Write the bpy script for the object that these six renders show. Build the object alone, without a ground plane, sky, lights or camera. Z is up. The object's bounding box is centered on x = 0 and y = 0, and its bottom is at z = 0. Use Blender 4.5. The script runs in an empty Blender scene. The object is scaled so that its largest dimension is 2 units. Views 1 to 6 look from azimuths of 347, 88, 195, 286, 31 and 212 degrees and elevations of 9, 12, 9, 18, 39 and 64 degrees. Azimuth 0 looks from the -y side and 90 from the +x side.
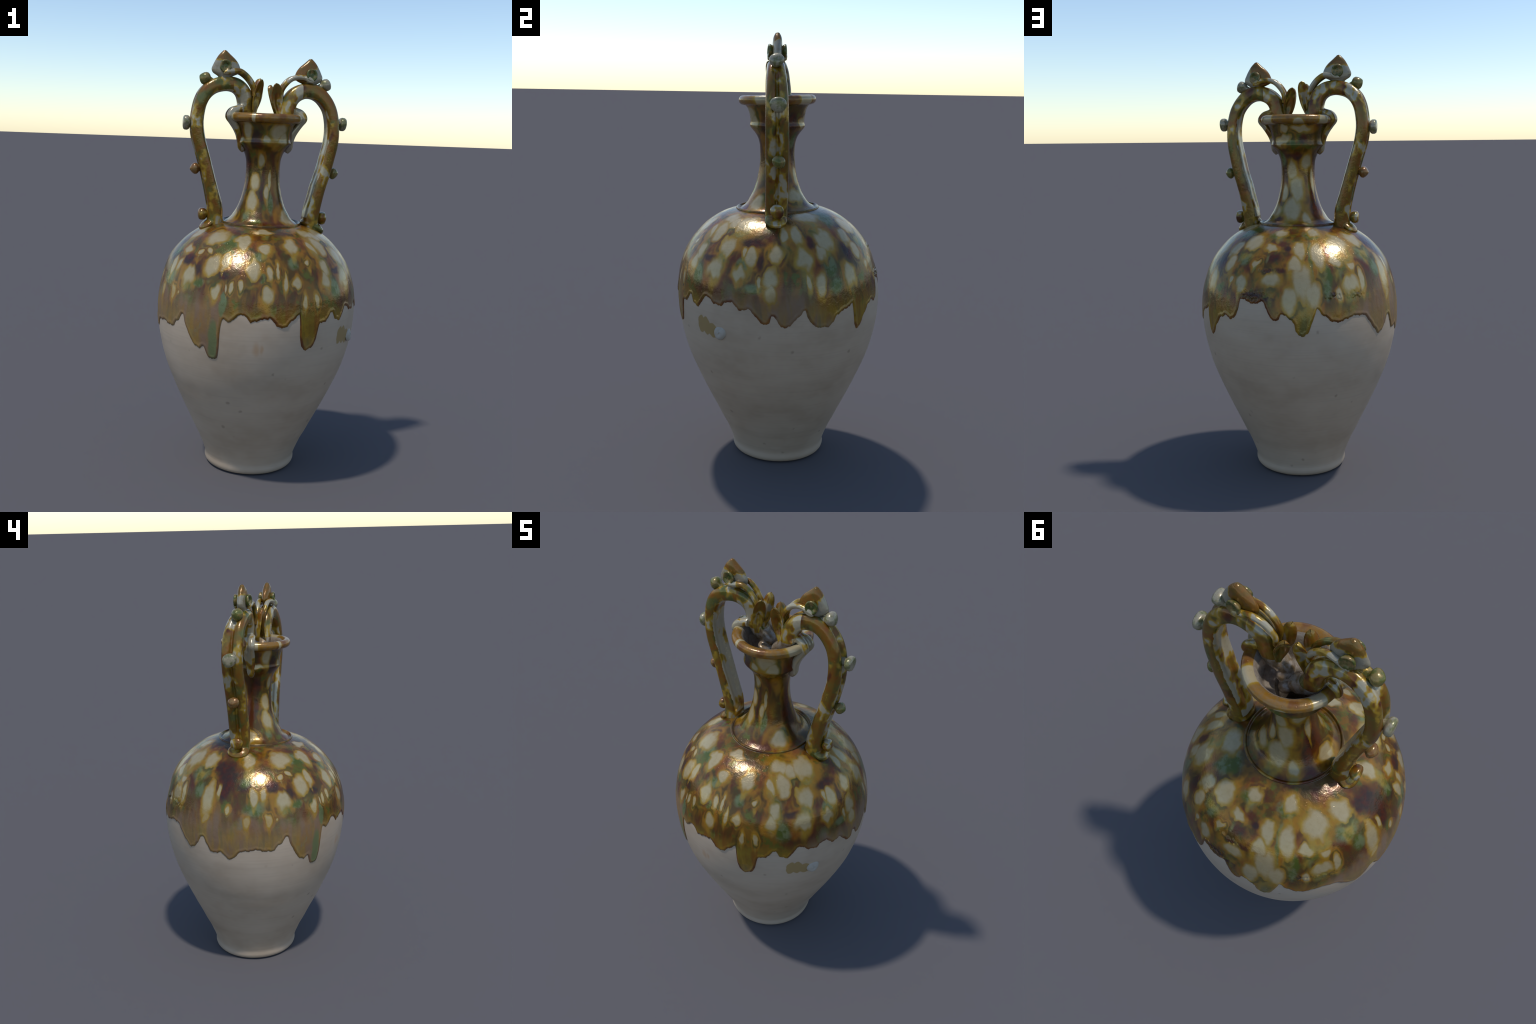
# A tall ovoid earthenware amphora with a cup mouth and two dragon handles,
# splashed with amber, green and cream lead glaze that runs down over bare clay.
import bpy, bmesh, math, random
import numpy as np
from mathutils import Vector, Matrix, noise as mnoise

random.seed(7)
RNG = np.random.default_rng(7)

# ---------------------------------------------------------------- the wheel-thrown form
def axis(z):
    """The pot leans a little: centre of the turning axis at height z."""
    return -0.0070 + 0.0105 * z, 0.0140 - 0.0197 * z

FOOT_TOP, SHOULDER_END, NECK_TOP = 0.066, 1.2125, 1.553

PROFILE = [  # (z, r) outside of foot and belly up to the collar
    (0.000, 0.198), (0.004, 0.208), (0.011, 0.2165), (0.021, 0.2215), (0.032, 0.2225), (0.044, 0.2215), (0.054, 0.2222),
    (0.066, 0.2262), (0.085, 0.2325), (0.105, 0.2405), (0.14, 0.2550), (0.19, 0.2800), (0.24, 0.3035),
    (0.33, 0.3470), (0.435, 0.3940), (0.53, 0.4310), (0.59, 0.4480), (0.65, 0.4610), (0.70, 0.4690), (0.75, 0.4735),
    (0.80, 0.4755), (0.84, 0.4740), (0.90, 0.4665), (0.98, 0.4455), (1.03, 0.4245), (1.07, 0.4000),
    (1.10, 0.3760), (1.13, 0.3480), (1.152, 0.3220), (1.172, 0.2930), (1.188, 0.2640), (1.200, 0.2345), (1.2065, 0.2140), (1.2105, 0.1985), (1.2120, 0.1935)]
COLLAR = [(1.2130, 0.1935), (1.2165, 0.1930), (1.2198, 0.1905), (1.2200, 0.1868), (1.2165, 0.1835), (1.2130, 0.1808), (1.2128, 0.1775)]
NECK = [(1.2165, 0.1715), (1.2218, 0.1600), (1.2305, 0.1470), (1.2480, 0.1325), (1.2700, 0.1190), (1.310, 0.1030),
        (1.353, 0.0915), (1.395, 0.0840), (1.44, 0.0805), (1.475, 0.0805), (1.51, 0.0840), (1.535, 0.0925), (1.553, 0.1040)]
CUP = [(1.566, 0.1150), (1.5755, 0.1225), (1.5805, 0.1258), (1.5860, 0.1265), (1.5910, 0.1255), (1.598, 0.1243), (1.612, 0.1243), (1.630, 0.1266),
       (1.652, 0.1320), (1.668, 0.1385), (1.677, 0.1455)]
RIM = [(1.6795, 0.1560), (1.6835, 0.1670), (1.691, 0.1740), (1.701, 0.1760), (1.711, 0.1740), (1.7185, 0.1670), (1.7210, 0.1580),
       (1.7190, 0.1480), (1.7155, 0.1390)]
INSIDE = [(1.7080, 0.1300), (1.695, 0.1230), (1.67, 0.1150), (1.64, 0.1090), (1.612, 0.1040), (1.600, 0.0980), (1.593, 0.0840), (1.586, 0.0690), (1.56, 0.0600),
          (1.45, 0.0570), (1.36, 0.0690), (1.27, 0.0980), (1.20, 0.1900), (1.13, 0.3240), (0.98, 0.4210), (0.80, 0.4500),
          (0.60, 0.4300), (0.35, 0.3350), (0.12, 0.2200), (0.06, 0.1700), (0.05, 0.0)]

def hermite(xs, ys, x):
    """Smooth monotone-ish interpolation (finite-difference Hermite)."""
    xs, ys, x = np.asarray(xs, float), np.asarray(ys, float), np.asarray(x, float)
    h = np.diff(xs); s = np.diff(ys) / h
    m = np.empty_like(xs); m[0], m[-1] = s[0], s[-1]
    a, b = s[:-1], s[1:]
    m[1:-1] = np.where(a * b > 0, 2 * a * b / (a + b + 1e-12), 0)
    i = np.clip(np.searchsorted(xs, x) - 1, 0, len(h) - 1)
    t = (x - xs[i]) / h[i]
    return ((2*t**3 - 3*t**2 + 1) * ys[i] + (t**3 - 2*t**2 + t) * h[i] * m[i]
            + (-2*t**3 + 3*t**2) * ys[i+1] + (t**3 - t**2) * h[i] * m[i+1])

def resample(points, step):
    """Walk a polyline profile as a smooth curve at about `step` spacing (chord-length Catmull-like)."""
    p = np.asarray(points, float)
    L = np.concatenate([[0], np.cumsum(np.hypot(*np.diff(p, axis=0).T))])
    n = max(2, int(L[-1] / step))
    s = np.linspace(0, L[-1], n + 1)
    # natural-ish cubic: Hermite with central slopes
    def cub(y):
        m = np.gradient(y, L)
        i = np.clip(np.searchsorted(L, s) - 1, 0, len(L) - 2); h = L[i+1] - L[i]; t = (s - L[i]) / h
        return ((2*t**3-3*t**2+1)*y[i] + (t**3-2*t**2+t)*h*m[i] + (-2*t**3+3*t**2)*y[i+1] + (t**3-t**2)*h*m[i+1])
    return np.column_stack([cub(p[:, 0]), cub(p[:, 1])])

BZ, BR = np.array(PROFILE).T
def belly_r(z):
    return hermite(BZ, BR, z)

def wobble(az, z):
    """Slight out-of-round of hand throwing."""
    return 0.0008 * np.sin(2*az + 3*z) + 0.0007 * np.sin(3*az - 5*z + 1.0) + 0.00016 * np.sin(z * 70 + 1.5*np.sin(az))

def place(az, z, r):
    """Cylinder coordinates about the leaning axis; azimuth 0 is -y, 90 deg is +x."""
    cx, cy = axis(z)
    az = np.asarray(az, float); z = z + 0*az; r = r + 0*az
    lean = np.cos(az - math.radians(14))
    fat = 0.0058*np.exp(-((z - 0.76)/0.20)**2)*(0.5 - 0.5*np.cos(az - math.radians(5)))   # fuller on the far side
    fat = fat + 0.0110*np.exp(-((z - 1.07)/0.095)**2)*np.clip(np.cos(az - math.radians(227)), 0, 1)**1.5
    sag = np.clip((z - 0.90)/0.20, 0, 1); sag = sag*sag*(3 - 2*sag)*np.clip((1.250 - z)/0.035, 0, 1)   # shoulder sags to the south
    return np.stack([cx + (r + fat)*np.sin(az), cy - (r + fat)*np.cos(az), z - sag*(0.0105*(0.5 + 0.5*lean) + 0.0030) + np.clip((z - 1.60)/0.08, 0, 1)*0.028*(-np.cos(az)*r)], -1)

# ---------------------------------------------------------------- mesh helpers
COLL = bpy.context.scene.collection

def new_object(name, mesh, parent=None, mat=None):
    ob = bpy.data.objects.new(name, mesh)
    COLL.objects.link(ob)
    if parent is not None:
        ob.parent = parent
    if mat is not None:
        mesh.materials.clear(); mesh.materials.append(mat)
    return ob

def mesh_from(name, verts, faces, smooth=True):
    me = bpy.data.meshes.new(name)
    me.from_pydata([tuple(map(float, v)) for v in verts], [], [tuple(map(int, f)) for f in faces])
    if smooth:
        me.shade_smooth()
    me.update()
    return me

def grid_faces(rows, cols, wrap=True):
    f = []
    for i in range(rows - 1):
        for j in range(cols if wrap else cols - 1):
            k = (j + 1) % cols
            f.append((i*cols + j, i*cols + k, (i+1)*cols + k, (i+1)*cols + j))
    return f

def split_mesh(me, label_of_face, names, parents, mats):
    """Cut one smooth mesh into named parts whose shared borders coincide and keep the whole's normals."""
    n = len(me.vertices)
    normals = np.empty(n*3); me.vertex_normals.foreach_get("vector", normals); normals = normals.reshape(-1, 3)
    co = np.empty(n*3); me.vertices.foreach_get("co", co); co = co.reshape(-1, 3)
    groups = {}
    for p in me.polygons:
        groups.setdefault(label_of_face(p), []).append(tuple(p.vertices))
    out = {}
    for key, faces in groups.items():
        used = sorted({v for f in faces for v in f}); idx = {v: i for i, v in enumerate(used)}
        m2 = mesh_from(names[key], co[used], [[idx[v] for v in f] for f in faces])
        m2.normals_split_custom_set_from_vertices([tuple(normals[v]) for v in used])
        out[key] = new_object(names[key], m2, None, mats[key])
    for key, ob in out.items():
        p = parents[key]
        ob.parent = out[p] if isinstance(p, str) else p
    return out

# ---------------------------------------------------------------- node helpers
class Nodes:
    def __init__(self, name):
        self.mat = bpy.data.materials.new(name); self.mat.use_nodes = True
        self.t = self.mat.node_tree; self.t.nodes.clear()
        self.out = self.t.nodes.new("ShaderNodeOutputMaterial")
        self.bsdf = self.t.nodes.new("ShaderNodeBsdfPrincipled")
        self.t.links.new(self.bsdf.outputs[0], self.out.inputs[0])
        self.co = self.t.nodes.new("ShaderNodeTexCoord").outputs["Object"]
    def put(self, sock, v):
        if isinstance(v, bpy.types.NodeSocket):
            self.t.links.new(v, sock)
        elif hasattr(sock.default_value, "__len__") and not hasattr(v, "__len__"):
            sock.default_value = [v]*len(sock.default_value)
        elif hasattr(v, "__len__") and len(sock.default_value) == 4 and len(v) == 3:
            sock.default_value = (*v, 1)
        else:
            sock.default_value = v
    def math(self, op, a, b=0.0, c=0.0, clamp=False):
        n = self.t.nodes.new("ShaderNodeMath"); n.operation = op; n.use_clamp = clamp
        for s, v in zip(n.inputs, (a, b, c)): self.put(s, v)
        return n.outputs[0]
    def vmath(self, op, a, b=(0, 0, 0), scale=None):
        n = self.t.nodes.new("ShaderNodeVectorMath"); n.operation = op
        self.put(n.inputs[0], a)
        if op not in ("LENGTH", "SCALE"): self.put(n.inputs[1], b)
        if scale is not None: self.put(n.inputs["Scale"], scale)
        return n.outputs["Value"] if op == "LENGTH" else n.outputs[0]
    def step(self, v, lo, hi, a=0.0, b=1.0):
        n = self.t.nodes.new("ShaderNodeMapRange"); n.interpolation_type = "SMOOTHSTEP"
        # smoothstep wants rising limits: flip the results instead
        if lo > hi: lo, hi, a, b = hi, lo, b, a
        for s, x in zip(n.inputs, (v, lo, hi, a, b)): self.put(s, x)
        return n.outputs[0]
    def mix(self, f, a, b, mode="MIX"):
        n = self.t.nodes.new("ShaderNodeMix"); n.data_type = "RGBA"; n.blend_type = mode
        self.put(n.inputs["Factor"], f); self.put(n.inputs[6], a); self.put(n.inputs[7], b)
        return n.outputs[2]
    def noise(self, co, scale, detail=3.0, rough=0.55, dist=0.0, color=False):
        n = self.t.nodes.new("ShaderNodeTexNoise")
        for k, v in (("Vector", co), ("Scale", scale), ("Detail", detail), ("Roughness", rough), ("Distortion", dist)):
            self.put(n.inputs[k], v)
        return n.outputs["Color" if color else "Fac"]
    def mapping(self, co, loc=(0, 0, 0), rot=(0, 0, 0), scale=(1, 1, 1), kind="POINT"):
        n = self.t.nodes.new("ShaderNodeMapping"); n.vector_type = kind
        self.put(n.inputs["Vector"], co)
        if kind != "VECTOR": n.inputs["Location"].default_value = loc
        n.inputs["Rotation"].default_value = rot; n.inputs["Scale"].default_value = scale
        return n.outputs[0]
    def ramp(self, f, stops, ease="LINEAR"):
        n = self.t.nodes.new("ShaderNodeValToRGB"); n.color_ramp.interpolation = ease
        e = n.color_ramp.elements
        while len(e) < len(stops): e.new(0.5)
        for el, (p, c) in zip(e, stops): el.position = p; el.color = (*c, 1)
        self.put(n.inputs[0], f)
        return n.outputs[0]
    def bump(self, h, strength, dist):
        n = self.t.nodes.new("ShaderNodeBump")
        self.put(n.inputs["Height"], h); self.put(n.inputs["Strength"], strength); self.put(n.inputs["Distance"], dist)
        return n.outputs[0]
    def finish(self, color, rough, normal=None, spec=0.5, coat=0.0, metal=0.0):
        b = self.bsdf
        self.put(b.inputs["Base Color"], color); self.put(b.inputs["Roughness"], rough)
        self.put(b.inputs["Specular IOR Level"], spec); self.put(b.inputs["Metallic"], metal)
        if coat: self.put(b.inputs["Coat Weight"], coat); b.inputs["Coat Roughness"].default_value = 0.12
        if normal is not None: self.put(b.inputs["Normal"], normal)
        return self.mat
    def t_vec(self, v):
        n = self.t.nodes.new("ShaderNodeCombineXYZ"); self.put(n.inputs[0], v)
        return n.outputs[0]
    def blob_field(self, co, spots, surface, soft=0.12):
        """Smooth union of soft elliptical dabs lying on the turned surface: <1 inside a dab."""
        acc = None
        for i, (az, z, w, h) in enumerate(spots):
            if i and i % 6 == 0:   # chain the groups so that the renderer works through them one after another
                co = self.vmath("ADD", co, self.vmath("SCALE", self.t_vec(acc), scale=1e-7))
            a = math.radians(az)
            c = Vector(place(np.float64(a), z, float(surface(z))))
            c2 = Vector(place(np.float64(a), z + 0.004, float(surface(z + 0.004))))
            t = Vector((math.cos(a), math.sin(a), 0)); m = (c2 - c).normalized(); n = t.cross(m).normalized()
            t = m.cross(n) * -1 if m.cross(n).dot(t) < 0 else m.cross(n)
            R = Matrix((t, n, m)).transposed()
            if R.determinant() < 0: R = Matrix((t, -n, m)).transposed()
            q = self.mapping(co, loc=c, rot=R.to_euler("XYZ"), scale=(w, 0.12, h), kind="TEXTURE")
            d = self.vmath("LENGTH", q)
            acc = d if acc is None else self.math("SMOOTH_MIN", acc, d, soft)
        return acc

# ---------------------------------------------------------------- glaze palette (linear)
CREAM, YELLOW, OCHRE, AMBER = (0.43, 0.350, 0.205), (0.36, 0.220, 0.018), (0.31, 0.138, 0.008), (0.21, 0.066, 0.005)
GREEN, TEAL, DARK, OXBLOOD, DULL = (0.066, 0.092, 0.010), (0.140, 0.165, 0.070), (0.036, 0.016, 0.010), (0.075, 0.015, 0.005), (0.195, 0.125, 0.078)
UMBER = (0.058, 0.034, 0.005)
CLAY = (0.432, 0.338, 0.248)

# where the resist left cream dabs (azimuth deg, height, half width, half length)
DABS_TOP = [(-51, 1.17, .062, .045), (-25, 1.16, .032, .037), (-9, 1.14, .032, .028), (12, 1.15, .038, .042), (-70, 1.10, .034, .024),
            (-56, 1.10, .017, .017), (-49, 1.11, .016, .015), (-42, 1.06, .036, .046), (-57, 1.00, .043, .036), (-16, 1.05, .034, .042),
            (-9, 1.20, .046, .020), (-117, 1.16, .048, .045), (-136, 1.15, .055, .055), (-80, 1.17, .034, .042), (-34, 1.08, .022, .030),
            (-27, 1.17, .040, .020), (-145, 1.08, .026, .030), (20, 1.08, .014, .017), (38, 1.19, .045, .032), (60, 1.18, .052, .050),
            (48, 1.18, .026, .040), (30, 1.14, .020, .036), (40, 1.14, .036, .055)]
DABS_EAST = [(54, 1.09, .045, .044), (72, 1.06, .027, .038), (87, 1.07, .032, .042), (67, 1.08, .011, .024), (93, 1.14, .020, .041),
             (102, 1.14, .028, .046), (121, 1.12, .050, .050), (104, 1.05, .040, .044), (116, 1.07, .030, .036), (120, 1.20, .062, .036),
             (66, .98, .036, .028), (84, .97, .034, .042), (84, .90, .032, .035), (112, .94, .026, .046), (105, .95, .011, .039),
             (132, .97, .036, .047), (78, .95, .011, .028), (50, .99, .048, .045), (31, .99, .028, .032), (142, 1.12, .036, .035),
             (156, 1.15, .048, .045), (145, 1.06, .033, .040), (33, 1.05, .026, .040)]
DABS_NORTH = [(177, 1.19, .036, .030), (-152, 1.19, .032, .028), (173, 1.13, .030, .027), (166, 1.07, .024, .020), (-166, 1.13, .028, .042),
              (-169, 1.07, .036, .034), (-165, 1.00, .048, .080), (-159, .94, .040, .050), (-154, 1.11, .034, .066), (-143, 1.08, .030, .028),
              (-133, 1.06, .022, .027), (158, .98, .034, .031), (177, 1.00, .048, .038), (-136, .985, .048, .034), (-144, .93, .017, .033),
              (-172, .92, .038, .055), (150, .99, .014, .015), (-107, 1.02, .022, .04)]
DABS_WEST = [(-106, 1.00, .036, .080), (-99, 1.05, .011, .027), (-76, 1.02, .022, .031), (-70, 1.02, .017, .027), (-92, .96, .013, .017),
             (-106, .91, .023, .022), (-67, .91, .018, .025), (-80, .90, .018, .027), (-62, .92, .006, .009), (-36, .945, .024, .034),
             (-27, .97, .010, .024), (-22, .98, .012, .027), (-30, .96, .006, .014), (-7, .94, .030, .037), (-6, 1.04, .018, .030),
             (-1, 1.05, .008, .030), (10, .99, .026, .024), (3, 1.00, .010, .036), (14, .91, .012, .026), (22, .90, .012, .026), (-128, 1.00, .016, .04)]
DABS_BELLY = DABS_TOP + DABS_EAST + DABS_NORTH + DABS_WEST
GREEN_BELLY = [(-29, 1.15, .039, .026), (-13, 1.10, .036, .026), (34, 1.06, .030, .060), (9, 1.08, .025, .030), (-10, 1.01, .014, .023),
               (-49, .97, .028, .019), (-31, .89, .016, .043), (-36, .72, .022, .090), (-55, .89, .038, .019), (-4, .88, .015, .029), (53, 1.04, .025, .033),
               (68, 1.02, .027, .029), (119, 1.01, .034, .058), (62, .90, .024, .028), (74, .92, .044, .021), (121, .93, .036, .036),
               (175, 1.18, .045, .036), (-155, 1.18, .036, .030), (155, 1.09, .040, .043), (-150, 1.02, .018, .046), (-159, 1.09, .010, .095),
               (-114, 1.04, .030, .046), (-151, .96, .023, .051), (-118, 1.10, .045, .044), (-82, 1.08, .027, .025), (-38, 1.16, .035, .037),
               (-76, .96, .046, .038), (-54, .89, .034, .022), (59, 1.14, .024, .020), (38, .95, .034, .044), (140, 1.19, .045, .060), (25, .76, .012, .05)]
DARK_BELLY = [(-95, 1.11, .066, .074), (-83, 1.07, .047, .033), (-104, 1.14, .030, .036), (-63, 1.06, .040, .026), (-33, 1.02, .028, .019),
              (-52, 1.03, .026, .035), (71, 1.11, .050, .022), (78, 1.04, .016, .044), (110, 1.11, .018, .028), (136, 1.06, .024, .051),
              (177, 1.09, .036, .030), (-174, 1.13, .018, .015), (179, 1.04, .050, .011), (-167, 1.09, .030, .012), (44, 1.03, .039, .015), (166, .930, .055, .009), (176, .915, .03, .008), (213, .938, .045, .007), (226, .932, .030, .007), (-96, 1.05, .036, .051)]
DABS_NECK = [(-38, 1.40, .026, .047), (-40, 1.31, .028, .045), (-50, 1.65, .028, .049), (19, 1.64, .044, .040), (-7, 1.60, .021, .020), (29, 1.59, .026, .019),
             (-19, 1.50, .016, .032), (43, 1.24, .040, .038), (10, 1.41, .008, .047), (-71, 1.59, .035, .014), (165, 1.655, .022, .020), (-159, 1.655, .050, .018),
             (162, 1.61, .040, .022), (174, 1.47, .024, .046), (-170, 1.38, .034, .070), (178, 1.28, .044, .062), (-137, 1.50, .026, .040), (150, 1.36, .020, .040),
             (-150, 1.24, .024, .030), (131, 1.27, .045, .039), (148, 1.60, .022, .022), (33, 1.60, .025, .030), (104, 1.45, .015, .06), (2, 1.35, .012, .040), (-90, 1.24, .04, .03), (-112, 1.42, .012, .06)]
DARK_NECK = [(-72, 1.48, .026, .060), (-37, 1.585, .045, .014), (-14, 1.39, .014, .110), (-32, 1.57, .040, .018), (-73, 1.39, .014, .049), (168, 1.34, .012, .055),
             (-125, 1.28, .026, .060), (-176, 1.53, .045, .018), (-155, 1.61, .018, .020), (148, 1.24, .030, .022), (77, 1.34, .030, .098), (64, 1.57, .026, .040),
             (-34, 1.62, .026, .030), (121, 1.61, .030, .040), (148, 1.44, .018, .080), (-112, 1.34, .022, .050)]
GREEN_NECK = [(0, 1.635, .012, .04), (-178, 1.60, .014, .03), (-45, 1.25, .02, .03), (10, 1.31, .014, .05), (140, 1.52, .02, .04), (150, 1.28, .03, .03), (55, 1.26, .02, .03), (-70, 1.58, .02, .02)]

# the lower edge of the glaze: runs and bays, (azimuth deg, height)
RUNS_WEST = [(-134, .837), (-130.6, .836), (-125.2, .800), (-121.2, .758), (-117.2, .735), (-114.5, .742), (-112.1, .766), (-107.5, .811), (-105.3, .776), (-102.2, .737),
             (-99, .732), (-96.3, .742), (-93.4, .722), (-89.5, .703), (-86.9, .723), (-83.9, .747), (-77.2, .757), (-72.5, .760), (-68.8, .750),
             (-64, .753), (-62, .771), (-59.3, .789), (-55.6, .820), (-53.6, .776), (-50, .722), (-46.6, .686), (-43.6, .682), (-41.2, .692),
             (-40, .666), (-37.6, .640), (-35.2, .636), (-33.2, .652), (-32.3, .690), (-31.6, .780), (-30.3, .826)]
RUNS_SOUTH = [(-29, .821), (-26.7, .815), (-24.6, .830), (-22, .845), (-19, .852), (-17.1, .837), (-15.3, .819), (-13.2, .825), (-10.6, .833), (-7.1, .836),
              (-5.4, .841), (-3.1, .819), (-.8, .804), (1.5, .796), (3.7, .805), (6.4, .824), (10.8, .852), (11.8, .750), (13.3, .708), (16, .688),
              (19.1, .696), (21.6, .729), (22.4, .762), (23.5, .801), (27.6, .810), (33.3, .847), (35.3, .821), (37.2, .810), (39.4, .801), (43, .830),
              (46.8, .862), (50, .847), (53.3, .834), (56.6, .833)]
RUNS_EAST = [(59.8, .850), (62.7, .857), (64.7, .845), (68, .826), (70.3, .826), (72.6, .834), (74.8, .821), (77, .797), (79.2, .776), (81.3, .772),
             (83.5, .781), (84.7, .808), (86.4, .803), (88.6, .775), (91.6, .756), (93.7, .767), (98, .801), (102, .832), (103.2, .806), (105.6, .774),
             (108.9, .755), (113.9, .752), (117.7, .767), (119.7, .799), (122.5, .810), (126.5, .822), (130.9, .838), (132.0, .787), (133.2, .735), (135.6, .717),
             (138.2, .732), (140.6, .768), (146.3, .815)]
RUNS_NORTH = [(149.6, .824), (153.8, .812), (156.8, .832), (158.4, .864), (159.4, .905), (161.9, .911), (165.4, .896), (170.6, .896), (173.6, .909), (175.6, .877),
              (177.5, .845), (180.3, .826), (182.6, .836), (183.9, .855), (188.2, .838), (190.8, .816), (191.6, .779), (194.9, .760), (198, .771),
              (199.4, .801), (201.3, .844), (203.2, .876), (206.2, .850), (208.9, .834), (212.6, .816), (216.5, .818), (218.5, .824), (222.7, .835)]
_runs = sorted((a if a <= 180 else a - 360, z) for a, z in RUNS_WEST + RUNS_SOUTH + RUNS_EAST + RUNS_NORTH)
_ra = np.array([a for a, _ in _runs]); _rz = np.array([z for _, z in _runs])
_ra = np.concatenate([_ra[-3:] - 360, _ra, _ra[:3] + 360]); _rz = np.concatenate([_rz[-3:], _rz, _rz[:3]])
def glaze_edge(az_deg):
    a = (np.asarray(az_deg, float) + 180) % 360 - 180
    r = np.radians(a)
    ripple = 0.0022*np.sin(r*61 + 2*np.sin(r*7)) + 0.0016*np.sin(r*113 + 3*np.sin(r*11 + 1)) + 0.0009*np.sin(r*240)
    return hermite(_ra, _rz, a) + ripple

# ---------------------------------------------------------------- materials
def glaze_surface(N, color, dull):
    """Gloss, pitting and orange-peel common to all the glazed parts."""
    fine = N.noise(N.co, 170, 2, 0.5)
    mid = N.noise(N.co, 46, 2, 0.5)
    pits = N.step(N.noise(N.co, 95, 1, 0.4), 0.30, 0.24)
    h = N.math("ADD", N.math("MULTIPLY", fine, 0.35), mid)
    h = N.math("SUBTRACT", h, N.math("MULTIPLY", pits, 0.25))
    nrm = N.bump(h, 0.35, 0.003)
    mott = N.noise(N.co, 60, 3, 0.6)
    color = N.mix(N.math("MULTIPLY", N.step(mott, 0.45, 0.75), 0.16), color, N.mix(0.6, color, (0.15, 0.075, 0.025)))
    rough = N.math("ADD", 0.18, N.math("MULTIPLY", dull, 0.26))
    rough = N.math("ADD", rough, N.math("MULTIPLY", mott, 0.10))
    return N.finish(color, rough, nrm, spec=N.math("SUBTRACT", 0.55, N.math("MULTIPLY", dull, 0.25)), metal=N.math("MULTIPLY_ADD", dull, -0.25, 0.27))

def flow_coords(N, zsq):
    """Coordinates stretched downhill so that noise reads as runs of melted glaze."""
    w = N.noise(N.co, 5.0, 2, 0.5, color=True)
    w = N.vmath("SCALE", N.vmath("SUBTRACT", w, (0.5, 0.5, 0.5)), scale=0.05)
    return N.mapping(N.vmath("ADD", N.co, w), scale=(1, 1, zsq))

def running_base(N, zsq, seed, sc=1.0):
    f = N.mapping(flow_coords(N, zsq), loc=(seed, seed*0.7, seed*0.3))
    a = N.noise(f, 11*sc, 3, 0.6); b = N.noise(f, 17*sc, 3, 0.6, 0.4); c = N.noise(f, 7*sc, 2, 0.5)
    col = N.ramp(a, [(0.36, AMBER), (0.50, OCHRE), (0.64, (0.25, 0.130, 0.009)), (0.76, YELLOW)])
    col = N.mix(N.step(b, 0.58, 0.70, 0, 0.75), col, GREEN)
    col = N.mix(N.step(c, 0.40, 0.28, 0, 0.85), col, OXBLOOD)
    return col, a, b, c

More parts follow.
